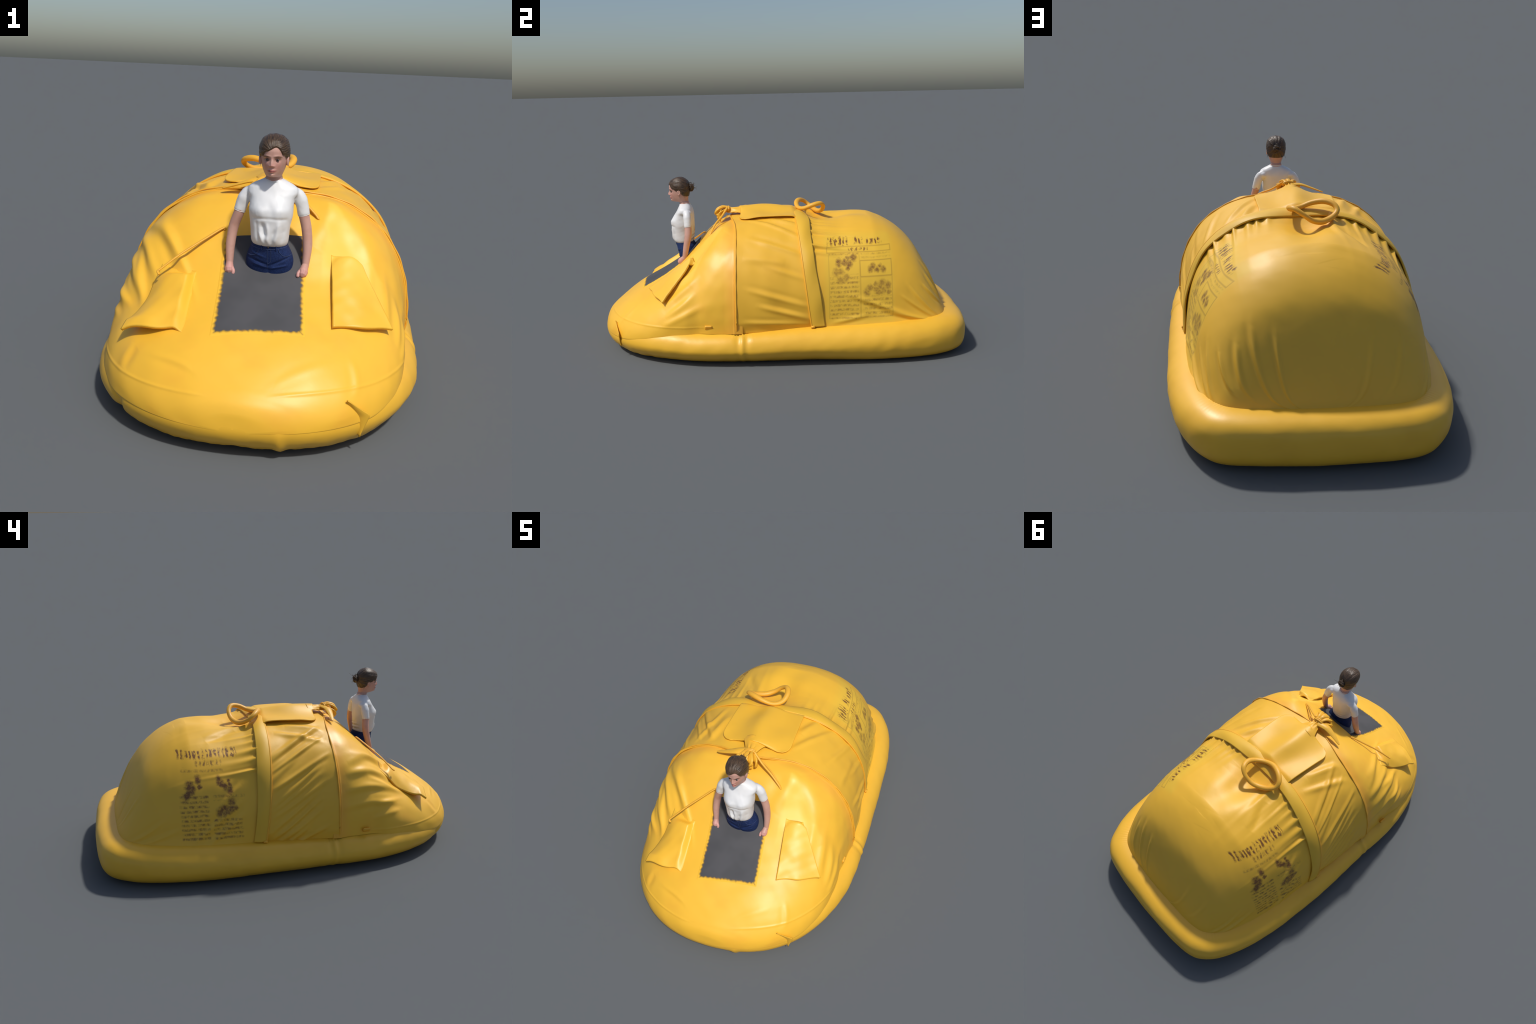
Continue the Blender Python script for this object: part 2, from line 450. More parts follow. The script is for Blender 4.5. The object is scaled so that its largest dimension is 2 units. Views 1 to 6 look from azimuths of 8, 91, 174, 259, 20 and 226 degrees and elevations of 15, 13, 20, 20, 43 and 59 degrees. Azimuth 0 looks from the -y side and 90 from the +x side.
def build_tube():
    o = tube_outline(); n = len(o)
    t = np.roll(o, -3, 0) - np.roll(o, 3, 0); t /= np.linalg.norm(t, axis=1, keepdims=True)
    nrm = np.stack([t[:, 1], -t[:, 0]], 1)
    for _ in range(10): nrm = .25 * np.roll(nrm, 1, 0) + .5 * nrm + .25 * np.roll(nrm, -1, 0)
    nrm /= np.linalg.norm(nrm, axis=1, keepdims=True)
    y = o[:, 1]; M = 96
    a = np.linspace(0, 2 * np.pi, M, endpoint=False)
    e = (2 / tube_round(y))[:, None]
    ca, sa = np.sign(np.cos(a))[None] * np.abs(np.cos(a))[None] ** e, np.sign(np.sin(a))[None] * np.abs(np.sin(a))[None] ** e
    rx = tube_rad(y); zt, zl = tube_top(y), tube_low(y); rz = (zt - zl) / 2
    # wobble of the outline plus the tied-off crease beside the seam and the corner puckers
    base = np.stack([o[:, 0], o[:, 1], np.full(n, .1)], 1)
    rr = np.ones((n, M))
    ys, side = y - (-.205), np.sign(o[:, 0])
    top = np.clip(sa, 0, 1); outer = np.clip(ca + .3, 0, 1)
    rr += (.055 * np.exp(-(ys / .008) ** 2) - .085 * np.exp(-((np.abs(ys) - .022) / .016) ** 2))[:, None] * outer * (.4 + .6 * top)
    pk = np.sin(ys[:, None] * 420 + 7 * a[None, :]) * np.exp(-(ys / .05) ** 2)[:, None] * np.exp(-((a - 1.15) / .35) ** 2)[None, :]
    rr += .055 * pk
    for cy, cx, s in ((.86, .45, 1), (.86, -.46, 1)):
        d = np.hypot(o[:, 0] - cx, y - cy)
        arc = np.arctan2(o[:, 1] - .75, np.abs(o[:, 0]) - .33)
        rr += .03 * (np.sin(arc * 60) * np.exp(-(d / .09) ** 2))[:, None] * np.exp(-((a - 1.75) / .4) ** 2)[None, :]
    g = np.zeros((n, M, 3))
    out = rx[:, None] * (ca * rr - 1) - (.020 + .016 * (o[:, 0] > 0) * smooth(-.85, -.6, y))[:, None] * smooth(.5, .1, y)[:, None] * np.clip(-sa, 0, 1) ** 1.5 * np.clip(ca + .5, 0, 1)
    g[..., 0] = o[:, 0, None] + nrm[:, 0, None] * out
    g[..., 1] = o[:, 1, None] + nrm[:, 1, None] * out
    g[..., 2] = ((zt + zl) / 2)[:, None] + rz[:, None] * sa * (.35 + .65 * rr)
    w = (wobble(g, .35, 3) * .0035 + wobble(g, .12, 4) * .0012) * smooth(-.8, -.6, g[..., 1])
    g[..., 0] += nrm[:, 0, None] * w; g[..., 1] += nrm[:, 1, None] * w
    # bow: lumpy lower edge, small pulled nub and dents
    bow = smooth(-.55, -.8, g[..., 1])
    lump = wobble(g, .09, 9) * .006 * bow * np.clip(-sa, 0, 1)
    nub = np.exp(-((g[..., 0] - .155) / .016) ** 2) * np.clip(-sa + .15, 0, 1) * bow
    g[..., 2] += lump - .004 * nub
    g[..., 1] -= .010 * nub
    dent = np.exp(-((g[..., 0] + .375) / .016) ** 2) * bow * np.clip(ca, 0, 1)
    g[..., 0] += .010 * dent; g[..., 1] += .010 * dent
    g[..., 2] = np.maximum(g[..., 2], .0005)
    g[..., 1] = np.clip(g[..., 1], -1, 1)
    make_object('float_tube', g.reshape(-1, 3), grid_faces(n, M, True, True, flip=True), MAT_TUBE, raft)
    # floor skin inside the tube
    inner = np.stack([o[:, 0] - nrm[:, 0] * rx, o[:, 1] - nrm[:, 1] * rx, zl + .012], 1)
    k = 12
    f = np.stack([inner * np.array([1 - i / k, 1 - i / k, 1]) for i in range(k + 1)])
    make_object('floor', f.reshape(-1, 3), grid_faces(k + 1, n, True), MAT_TUBE, raft)
build_tube()

# --- cover, in three cloths -------------------------------------------
def cloth(name, y_of, u_range, ny, nu, lift, disp, mat):
    u = np.linspace(u_range[0], u_range[1], nu)[None, :]
    k = np.linspace(0, 1, ny)[:, None]
    y = y_of(k, u); u = np.broadcast_to(u, y.shape)
    p = cover(y, u)
    d = lift + disp(y, u, p)
    return cover(y, u, d), y, u

# bow cover folds (y0,u0,y1,u1,width,amp)
BOW_FOLDS = [
    (-.28, -.62, -.56, -.52, .014, .012), (-.27, -.72, -.60, -.62, .013, .012), (-.26, -.82, -.58, -.74, .012, .009),
    (-.30, -.55, -.50, -.40, .014, .010), (-.33, -.48, -.62, -.36, .014, .011), (-.45, -.42, -.66, -.30, .010, .008),
    (-.60, -.70, -.44, -.80, .010, .007), (-.62, -.62, -.40, -.62, .012, .008), (-.58, -.80, -.42, -.90, .010, .006),
    (-.29, .33, -.50, .62, .035, .016), (-.30, .30, -.47, .24, .025, .010), (-.42, .60, -.62, .74, .018, .008),
    (-.44, .72, -.60, .84, .016, .007), (-.40, .82, -.62, .90, .014, .006), (-.44, .52, -.60, .60, .014, .007),
    (-.84, -.60, -.90, -.35, .010, .004), (-.83, .55, -.92, .30, .016, .002), (-.80, -.66, -.84, -.80, .012, -.006),
    (-.86, -.30, -.93, .05, .016, .001), (-.78, .62, -.86, .80, .010, .004),
]
BOW_FOLDS = [f[:4] + (f[4] * 1.25, f[5] * .7) for f in BOW_FOLDS]
def bow_y(k, u):
    end = seam_line(u) + .035
    kk = .55 * k + .45 * (1 - np.cos(np.pi * np.minimum(k, 1) * .5))
    return -1.0 + (end + 1.0) * kk
def bow_disp(y, u, p):
    d = fold_field(y, u, BOW_FOLDS)
    d += wobble(p, .30, 21) * .004 * smooth(-1, -.8, y) + wobble(p, .10, 22, 1) * .0008
    # cloth sinks in under the gathered knot
    d -= .012 * np.exp(-((y + .30) / .05) ** 2 - (u / .12) ** 2)
    # line where the cover is welded to the tube
    d += .0016 * np.exp(-((p[..., 2] - .192 - .012 * np.sin(p[..., 0] * 5)) / .004) ** 2) * smooth(-.30, -.5, y) * smooth(.3, .5, np.abs(u))
    # peak where the cloth hangs from the roof edge, on the +x side
    d += .018 * np.exp(-((p[..., 0] - .235) / .06) ** 2 - ((y + .315) / .05) ** 2)
    return d * (1 - smooth(.90, .99, np.abs(u)) * smooth(-.65, -.8, y)) - .002 * smooth(-.85, -.75, y) - .007 * smooth(.972, 1.0, np.abs(u)) * smooth(-.6, -.75, y)
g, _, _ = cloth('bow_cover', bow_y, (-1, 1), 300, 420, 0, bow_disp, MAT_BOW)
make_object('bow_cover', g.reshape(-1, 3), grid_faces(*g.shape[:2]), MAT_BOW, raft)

ROOF_FOLDS = []
for i in range(13):      # diagonal drape on the -x flank
    u0 = -.28 - .055 * i + rng.uniform(-.015, .015)
    L = rng.uniform(.55, 1.0)
    ROOF_FOLDS.append((.10 + .03 * abs(u0), u0 - .18 - rng.uniform(0, .05), .10 - .33 * L, u0 + .02, rng.uniform(.007, .013), rng.uniform(.006, .012)))
for (a) in [(.10, .42, -.18, .20, .014, .010), (.11, .55, -.16, .42, .013, .009), (.09, .30, -.05, .22, .016, .012),
            (.13, .86, -.18, .74, .012, .009), (.13, .93, -.12, .84, .011, .010), (.14, .97, -.20, .93, .010, .006),
            (.12, .70, -.10, .60, .012, .006), (-.20, .55, .02, .60, .016, .006),
            (-.22, -.30, -.02, -.24, .016, .012), (-.20, -.40, .05, -.30, .014, .010)]:
    ROOF_FOLDS.append(a)
def roof_y(k, u):
    a = seam_line(u); return a + (belt_front(u) + .03 - a) * k
def roof_disp(y, u, p):
    d = .75 * fold_field(y, u, ROOF_FOLDS) * smooth(-.235, -.19, y)
    d += wobble(p, .22, 31, 2) * .004 + wobble(p, .09, 32, 1) * .0007
    return d + .004 - .012 * smooth(.93, 1.0, np.abs(u))
g, yy, uu = cloth('roof_panel', roof_y, (-1, 1), 190, 440, 0, roof_disp, MAT_ROOF)
v, f = sheet(g, .007)
make_object('roof_panel', v, f, MAT_ROOF, raft)
# welt along the front edge of the roof panel
uw = np.linspace(-.99, .99, 260)
welt = cover(seam_line(uw) + .004, uw, .006 + .001 * np.sin(uw * 60) - .012 * smooth(.93, 1.0, np.abs(uw)))
make_object('welt', *rod(welt, .0035, 10), MAT_PIPE, raft)

REAR_FOLDS = [
    (.24, -.70, .52, -.98, .012, .006), (.25, -.80, .45, -1.0, .012, .007), (.26, -.62, .40, -.78, .012, .005),
    (.35, .80, .74, .98, .012, .009), (.50, .90, .80, 1.0, .010, .006), (.62, .80, .80, .97, .010, .006),
    (.66, .72, .82, .96, .012, .006), (.26, .97, .44, .93, .010, .005),
    (.64, -.80, .82, -.96, .012, .005), (.58, -.88, .80, -.99, .012, .005),
    (.76, .55, .86, .72, .012, .008), (.74, .42, .88, .55, .014, .007), (.78, .30, .88, .38, .012, .006), (.74, .68, .84, .80, .010, .007),
    (.22, .12, .50, -.02, .06, .006), (.22, -.16, .52, -.10, .05, .006), (.24, -.20, .40, -.30, .02, -.008), (.27, .02, .48, .02, .05, -.010),
    (.76, -.55, .86, -.70, .012, .004), (.78, -.35, .88, -.45, .014, .004),
]
PLEATS = [(s * (.16 + .062 * i + rng.uniform(-.02, .02)), rng.uniform(.05, .20), rng.uniform(.003, .014), rng.uniform(.008, .015))
          for s in (-1, 1) for i in range(7)]
def rear_y(k, u):
    a = belt_front(u) + .03
    kk = .5 * k + .5 * np.sin(np.pi / 2 * k)
    return a + (.893 - a) * kk
def rear_disp(y, u, p):
    d = fold_field(y, u, REAR_FOLDS)
    yb = belt_front(u) + .06
    for u0, L, amp, wid in PLEATS:
        q = (u - u0 + .12 * (y - yb) * np.sign(u0) * -1) * HALF_ARC / wid
        d += amp * (np.exp(-q ** 2) - .5 * np.exp(-(q - 1.4) ** 2)) * np.exp(-np.maximum(y - yb, 0) / (L * .6))
    d += wobble(p, .40, 41) * .0020 + wobble(p, .10, 42, 2) * .0006
    d -= .028 * np.exp(-((y - .24) / .095) ** 2 - (u / .12) ** 2)      # hollow under the ring
    return d
g, _, _ = cloth('rear_cover', rear_y, (-1, 1), 330, 460, 0, rear_disp, MAT_REAR)
make_object('rear_cover', g.reshape(-1, 3), grid_faces(*g.shape[:2]), MAT_REAR, raft)

# --- belt over the cover ------------------------------------------------
ub = np.linspace(-.985, .985, 300)[None, :]; kb = np.linspace(0, 1, 14)[:, None]
yb = belt_front(ub) + kb * (.066 + .004 * np.sin(ub * 9))
lift = .010 - .018 * np.exp(-(ub / .12) ** 2) * kb + .004 * np.sin(kb * np.pi) + .003 * np.sin(ub * 23 + 2 * kb) * kb - .006 * (1 - kb) * 0 + .004 * smooth(.5, .0, np.abs(ub))
v, f = sheet(cover(yb, np.broadcast_to(ub, yb.shape), lift), .006)
make_object('belt', v, f, MAT_BELT, raft)
pipe = cover(belt_front(ub[0]) - .001, ub[0], .008)
make_object('belt_piping', *rod(pipe, .0045, 10), MAT_PIPE, raft)
for s in (-1, 1):     # little toggles at the belt's lower ends and tabs on the flanks
    c = cover(np.array([.153]), np.array([s * .985]), .012)[0]
    make_object('toggle', *rod([c + (0, -.008, .0), c + (0, .012, .002)], .006, 10), MAT_PIPE, raft)
    tc = np.array([.528 if s > 0 else -.515, -.378, .197])
    gg = np.array([[tc + (s * .010 * math.sin(b * 1.5), (a - .5) * .036, (b - .5) * .02) for a in np.linspace(0, 1, 6)] for b in np.linspace(0, 1, 5)])
    make_object('tab', *sheet(gg, .012, up=(s, 0, 0)), MAT_PIPE if s < 0 else MAT_ROPE, raft)

# --- roof patch with gathered neck -------------------------------------
def build_patch():
    n, m = 70, 90
    a = np.linspace(-1, 1, m)[None, :]; b = np.linspace(0, 1, n)[:, None]
    corner = np.sqrt(np.clip(1 - ((np.clip(b - .80, 0, 1)) / .20) ** 2.4, 0.0, 1)) 
    hx = (.172 + .012 * b) * (.70 + .30 * corner)
    x = .005 + a * hx
    y = .112 + b * (-.330 - .012 * np.exp(-(a / .3) ** 2) - .008 * a)
    p = np.stack([x, y, np.zeros_like(x)], -1)
    base = over(x, y)
    tuck = smooth(.0, .16, b)                 # the rear edge lies under the belt
    tent = np.exp(-(a / .34) ** 2) * (.016 + .026 * b) * tuck
    edge = .004 + .010 * tuck + .010 * np.abs(a) ** 4 * np.sin(b * np.pi) + .006 * (a < 0) * b * np.abs(a) ** 2
    base[..., 2] += tent + edge + (wobble(p, .13, 51, 1) * .0035 + .003 * np.sin(a * 7 + b * 5) * b) * tuck
    make_object('roof_patch', *sheet(base, .005), MAT_ROOF, raft)
    # tongue gathered towards the knot
    nb = np.linspace(0, 1, 34)[:, None]; na = np.linspace(-1, 1, 60)[None, :]
    wx = .052 * (1 - nb) ** 1.3 + .021
    X = .012 + na * wx; Y = -.190 - .110 * nb + 0 * na
    start = over(X, np.broadcast_to(np.maximum(Y, -.235), X.shape))[..., 2] + .009 + .040 * np.exp(-(X / .06) ** 2)
    Zc = start * (1 - smooth(.1, .9, nb)) + (.734 - .020 * na ** 2) * smooth(.1, .9, nb)
    Zc = Zc + .004 * smooth(.3, 1, nb) * np.cos(na * 11)
    make_object('patch_tongue', *sheet(np.stack([X, Y, Zc], -1), .005), MAT_KNOT, raft)
build_patch()

# --- knot: ruffles folded over towards the bow ---------------------------
def build_knot():
    for dx, dz, fw, r, tw in [(q[0], q[1], q[2] * .84, q[3] * .9, q[4]) for q in ((-.050, -.012, .060, .016, .5), (-.028, .004, .076, .018, .2), (-.002, .008, .082, .019, -.1), (.024, .004, .078, .018, -.3), (.044, -.010, .058, .015, -.6),
                              (-.014, -.022, .070, .017, .1), (.016, -.026, .066, .016, -.1))]:
        X0 = .012
        path = spline([(X0 + dx * .35, -.282, .732), (X0 + dx * .7, -.296 - fw * .35, .736 + dz), (X0 + dx * 1.0, -.292 - fw * .85, .724 + dz),
                       (X0 + dx * 1.1, -.292 - fw, .702 + dz), (X0 + dx * 1.05, -.292 - fw * .82, .686 + dz)], 36)
        rad = np.interp(np.linspace(0, 1, 36), [0, .25, .55, .85, 1], [.006, .35 * r + .004, r, r * .85, .004])
        V0, F0 = rod(path, rad, 18, flat=.55, up=(math.sin(tw), 0, math.cos(tw)))
        a = np.tile(np.linspace(0, 2 * np.pi, 18, endpoint=False), 36); cen = np.repeat(path, 18, 0); k = np.repeat(np.linspace(0, 1, 36), 18)
        V0 = cen + (V0 - cen) * (1 - .38 * np.exp(-((a - np.pi / 2) / .45) ** 2) * smooth(.2, .6, k))[:, None]
        make_object('ruffle', V0, F0, MAT_KNOT, raft)
    # cord wrapped around the neck
    t = np.linspace(0, 2 * np.pi, 40, endpoint=False)
    for dy in (0, -.009):
        ringp = np.stack([.012 + .026 * np.cos(t), -.292 + dy + .003 * np.sin(2 * t), .729 + .013 * np.sin(t)], 1)
        make_object('cord', *rod(ringp, .005, 10, closed=True, up=(0, 1, 0)), MAT_ROPE, raft)
    # pointed tail on the -x side
    na = np.linspace(-1, 1, 14)[None, :]; nb = np.linspace(0, 1, 40)[:, None]
    path = spline([(.0, -.290, .736), (-.05, -.302, .732), (-.105, -.303, .712), (-.160, -.298, .690)], 40)
    wid = (.026 * (1 - nb) ** .7 + .0015)
    G = path[:, None, :] + na[..., None] * wid[..., None] * np.array([.15, 1.0, .12]) 
    G[..., 2] -= .010 * na ** 2 * (1 - nb)
    make_object('tail', *sheet(G, .005), MAT_KNOT, raft)
build_knot()

# --- tie ropes ------------------------------------------------------------
def ribbon_rope(pts, r0, r1, n=60, flat=.7):
    p = spline(pts, n); return rod(p, np.linspace(r0, r1, n), 12, flat=flat)
def on_cover(pts):
    """(x, y, height above the cover) -> points"""
    return [over(np.array([x]), np.array([y]))[0] + (0, 0, h) for x, y, h in pts]
make_object('tie_rope', *merge(
    ribbon_rope([(.040, -.300, .738)] + on_cover([(.090, -.328, .034), (.145, -.357, .026), (.188, -.378, .012), (.199, -.384, .006), (.203, -.383, .000)]), .0065, .0055),
    ribbon_rope(on_cover([(.198, -.380, .008), (.150, -.345, .012), (.095, -.312, .014), (.050, -.295, .02)]), .003, .003)), MAT_ROPE, raft)
make_object('tie_rope', *merge(
    ribbon_rope([(-.118, -.446, .568), (-.126, -.450, .573), (-.180, -.490, .540), (-.250, -.542, .495), (-.308, -.582, .449), (-.318, -.590, .440), (-.310, -.600, .432)], .0055, .0045),
    ribbon_rope([(-.126, -.446, .562), (-.117, -.442, .572), (-.122, -.448, .576)], .004, .003, 16)), MAT_ROPE, raft)

# --- ring handle ------------------------------------------------------------
ring_pts = [(.054, .179, .748), (.038, .221, .755), (.003, .240, .735), (-.036, .234, .707), (-.079, .213, .695), (-.123, .188, .704),
            (-.152, .161, .725), (-.145, .132, .746), (-.105, .105, .755), (-.052, .091, .745), (.0, .100, .728), (.040, .133, .729)]
t = np.linspace(0, 2 * np.pi, 160, endpoint=False)
make_object('ring_handle', *rod(spline(ring_pts, 160, True), .0138 + .0014 * np.cos(3 * t), 16, closed=True, flat=.85), MAT_ROPE, raft)

# --- entrance: dark opening ---------------------------------------------------
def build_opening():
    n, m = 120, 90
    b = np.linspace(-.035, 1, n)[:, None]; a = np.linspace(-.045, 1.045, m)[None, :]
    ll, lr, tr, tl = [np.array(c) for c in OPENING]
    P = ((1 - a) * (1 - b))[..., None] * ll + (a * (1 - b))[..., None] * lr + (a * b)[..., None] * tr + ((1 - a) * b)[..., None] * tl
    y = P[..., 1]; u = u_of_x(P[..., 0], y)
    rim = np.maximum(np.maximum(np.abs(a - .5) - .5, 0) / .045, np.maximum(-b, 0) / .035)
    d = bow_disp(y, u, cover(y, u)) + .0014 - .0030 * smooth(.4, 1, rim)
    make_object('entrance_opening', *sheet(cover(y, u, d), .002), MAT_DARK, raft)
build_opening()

# --- entrance flaps -------------------------------------------------------------
def flap(corners, bulge, thick, seed, sink, n=50, m=40, curl=0.0, sag=0.0):
    """four corners: top left, top right, low right, low left; sink(a, b) = how far the cloth is one with the cover"""
    tl, tr, lr, ll = [np.array(c, float) for c in corners]
    b = np.linspace(0, 1, n)[:, None, None]; a = np.linspace(0, 1, m)[None, :, None]
    g = (1-a)*(1-b)*tl + a*(1-b)*tr + a*b*lr + (1-a)*b*ll
    nr = np.cross(tr - ll, tl - lr); nr /= np.linalg.norm(nr); nr *= np.sign(nr[2])
    lift = bulge * np.sin(np.pi * a) * (.4 + .6 * (1 - b)) + curl * b * np.sin(a * 6.5) * .5
    g = g + nr * lift + nr * (wobble(g, .11, seed, 2) * .003)[..., None]
    g[..., 1] += .005 * np.sin(np.linspace(0, 9, m))[None, :] * np.linspace(0, 1, n)[:, None] ** 4
    g[..., 2] -= (sag * (1 - a) ** 2 * np.sin(np.pi * np.minimum(b * 1.15, 1)))[..., 0]
    k = sink(a[..., 0], b[..., 0])
    ground = over(g[..., 0], g[..., 1], -.004)
    g[..., 2] = g[..., 2] * (1 - k) + ground[..., 2] * k
    return sheet(g, thick)
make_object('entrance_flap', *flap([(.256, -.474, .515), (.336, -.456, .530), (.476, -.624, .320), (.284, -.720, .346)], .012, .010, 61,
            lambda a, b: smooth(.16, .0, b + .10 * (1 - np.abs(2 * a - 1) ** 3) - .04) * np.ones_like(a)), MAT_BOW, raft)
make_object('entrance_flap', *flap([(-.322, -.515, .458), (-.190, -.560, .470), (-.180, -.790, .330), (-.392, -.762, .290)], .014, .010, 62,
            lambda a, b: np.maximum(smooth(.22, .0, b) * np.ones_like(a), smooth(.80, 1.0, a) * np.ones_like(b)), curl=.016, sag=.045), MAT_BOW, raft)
# torn scrap at the bow
A, B, C_ = np.array([.340, -.892, .182]), np.array([.412, -.862, .130]), np.array([.384, -.862, .055])
b = np.linspace(0, 1, 16)[:, None, None]; a = np.linspace(0, 1, 12)[None, :, None]
root_ = A * (1 - b) + C_ * b + np.array([-.006, .012, 0]) * np.sin(b * np.pi); free = np.where(b < .45, A + (B - A) * b / .45, B + (C_ - B) * (b - .45) / .55)
push = np.array([.55, -.83, .15]) * (.003 + .005 * a)
make_object('bow_scrap', *sheet(push + root_ * (1 - a) + free * a + np.array([.004, -.006, 0]) * np.sin(a * np.pi) * np.sin(b * np.pi), .004, up=(.6, -.8, 0)), MAT_ROOF, raft)

# ----------------------------------------------------------------------
# 5. THE WOMAN
# ----------------------------------------------------------------------
CX = .0535
woman = empty('woman', (CX, -.545, .46), 'young woman with brown hair bun, white T-shirt and blue jeans', 'woman')

# ---- materials
def skin_material():
    n = Nodes('skin', .48, .4)
    c = n.mix(n.step(n.noise(30, 3), .4, .7), (.58, .335, .268), (.53, .295, .232))
    fx = n.m('ABSOLUTE', n.sub(n.x, CX))
    front = n.step(n.y, -.585, -.600)
    cheek = n.mul(n.spot(fx, .022, .016, n.z, .819, .014, .8), n.mul(front, .55))
    c = n.mix(cheek, c, (.60, .27, .22))
    nose = n.mul(n.spot(fx, .0, .008, n.z, .823, .008, .7), n.mul(front, .4))
    c = n.mix(nose, c, (.62, .29, .24))
    lips = n.mul(n.spot(fx, .0, .0135, n.z, .8045, .0042, .35), front)
    c = n.mix(n.mul(lips, .85), c, (.42, .10, .09))
    part = n.mul(n.spot(fx, .0, .0125, n.z, .8047, .0009, .5), front)
    c = n.mix(n.mul(part, .75), c, (.12, .03, .03))
    # eyebrows and dark patches round the eyes
    brow = n.mul(n.spot(fx, .019, .0115, n.add(n.z, n.mul(n.m('POWER', n.sub(fx, .017), 2.0), 12.0)), .8505, .0022, .5), front)
    c = n.mix(n.mul(brow, .8), c, (.10, .05, .03))
    dark_eye_patch = n.mul(n.spot(fx, .017, .0105, n.z, .8405, .0058, .5), front)
    c = n.mix(n.mul(dark_eye_patch, .55), c, (.22, .10, .08))
    hand = n.step(n.z, .492, .470)
    c = n.mix(n.mul(hand, .6), c, (.68, .33, .30))
    n.color(c); n.b.inputs['Subsurface Weight'].default_value = .05
    n.b.inputs['Subsurface Radius'].default_value = (.01, .004, .002)
    return n.mat
MAT_SKIN = skin_material()

def shirt_material():
    n = Nodes('shirt_cotton', .45, .5)
    n.color(n.mix(n.noise(30, 3), (.80, .80, .80), (.72, .72, .71)))
    n.bump(n.noise(420, 2), .08, .001)
    return n.mat
MAT_SHIRT = shirt_material()

def denim_material():
    n = Nodes('denim', .75, .25)
    w = n.noise(260, 2, .6); big = n.noise(26, 3, .6)
    c = n.mix(n.step(w, .4, .65), (.009, .022, .085), (.016, .036, .125))
    c = n.mix(n.mul(n.step(big, .45, .75), .5), c, (.007, .013, .05))
    n.color(c); return n.mat
MAT_DENIM = denim_material()
MAT_STITCH = plain('stitching', (.05, .075, .17), .8, .2).mat
MAT_BUTTON = plain('button_metal', (.05, .035, .03), .4, .6).mat

BUN = np.array([CX, -.503, .862])
def hair_material():
    n = Nodes('hair', .42, .5)
    # strands converge on the bun: angle around the line from brow to bun
    dz = n.sub(n.z, .866); dx = n.sub(n.x, CX)
    ang = n.m('ARCTAN2', dz, dx)
    v = n.vec(n.mul(ang, 9.0), n.mul(n.y, 16.0), 0.0)
    st = n.noise(3.0, 5, .65, v)
    c = n.mix(n.step(st, .36, .66), (.020, .012, .008), (.120, .070, .036))
    c = n.mix(n.mul(n.step(n.noise(2.0, 3, .6, v), .60, .72), .8), c, (.22, .13, .065))
    n.color(c); n.bump(st, .5, .002)
    return n.mat
MAT_HAIR = hair_material()
MAT_EYE = plain('eye_white', (.20, .16, .145), .3, .5).mat
MAT_IRIS = plain('eye_iris', (.012, .007, .005), .2, .6).mat

# ---- head and neck: one loft of level rings
LEVELS = [ # z, front y, back y, half width, jaw narrowing
    (.752, -.566, -.500, .037, .0), (.765, -.561, -.504, .030, .0), (.775, -.561, -.508, .0276, .0), (.780, -.566, -.510, .0270, .05),
    (.7825, -.583, -.512, .0272, .30), (.785, -.599, -.513, .0278, .46), (.789, -.606, -.513, .0290, .52), (.796, -.6095, -.513, .0320, .48),
    (.806, -.611, -.512, .0360, .40), (.817, -.612, -.511, .0395, .32), (.830, -.6125, -.510, .0420, .24), (.840, -.613, -.509, .0430, .18),
    (.850, -.6155, -.508, .0436, .14), (.865, -.6165, -.508, .0437, .12), (.880, -.6125, -.5105, .0420, .10), (.893, -.602, -.518, .0372, .06),
    (.903, -.587, -.530, .0280, .03), (.909, -.571, -.543, .0150, .0), (.911, -.560, -.553, .003, .0)]
_l = np.array(LEVELS)
LF = [pchip(_l[:, 0], _l[:, k]) for k in range(1, 5)]
def head_grid(nz=170, na=150, z0=.752, z1=.911):
    k = np.linspace(0, 1, nz); z = z0 + (z1 - z0) * (.75 * k + .25 * np.sin(k * np.pi / 2))
    a = np.linspace(0, 2 * np.pi, na, endpoint=False)
    yf, yb, hw, jw = [f(z)[:, None] for f in LF]
    c, s = np.cos(a)[None, :], np.sin(a)[None, :]      # c = 1 front, -1 back
    e = 2 / 2.25
    cc = np.sign(c) * np.abs(c) ** e; ss = np.sign(s) * np.abs(s) ** e
    ym = (yf + yb) / 2 + .008
    Y = np.where(cc > 0, ym + (yf - ym) * cc, ym - (yb - ym) * cc)
    X = hw * ss * (1 - jw * np.clip(cc, 0, 1) ** 1.2)
    return np.stack([X, Y, np.broadcast_to(z[:, None], X.shape)], -1)
def face_relief(g):
    g = g.copy(); x, y, z = g[..., 0], g[..., 1], g[..., 2]
    front = smooth(-.585, -.603, y)
    ax = np.abs(x)
    G = lambda v, c, s: np.exp(-((v - c) / s) ** 2)
    nose_h = np.where(z > .8225, smooth(.852, .8225, z) ** .9, smooth(.8165, .8225, z))
    d = .0112 * nose_h * G(ax, 0, .0048 + .002 * smooth(.84, .82, z))
    d += .0035 * G(ax, .0075, .0035) * G(z, .8205, .004)              # nostril wings
    d -= .0060 * G(ax, .0175, .0095) * G(z, .8400, .0070)             # eye sockets
    d += .0022 * G(z, .851, .004) * G(ax, .016, .012)
    d += .0042 * G(z, .8068, .0022) * G(ax, 0, .0105) + .0042 * G(z, .8018, .0024) * G(ax, 0, .009)
    d -= .0015 * G(z, .8045, .0010) * G(ax, 0, .011)
    d -= .0022 * G(z, .7970, .0030) * G(ax, 0, .010)
    d += .0030 * G(z, .7895, .0050) * G(ax, 0, .010)
    d += .0020 * G(z, .822, .010) * G(ax, .027, .009)
    g[..., 1] -= d * front
    return g
hg = head_grid()
skin = face_relief(hg); skin[..., 0] += CX
nz, na = skin.shape[:2]
faces = grid_faces(nz, na, close_u=True)
V = skin.reshape(-1, 3)
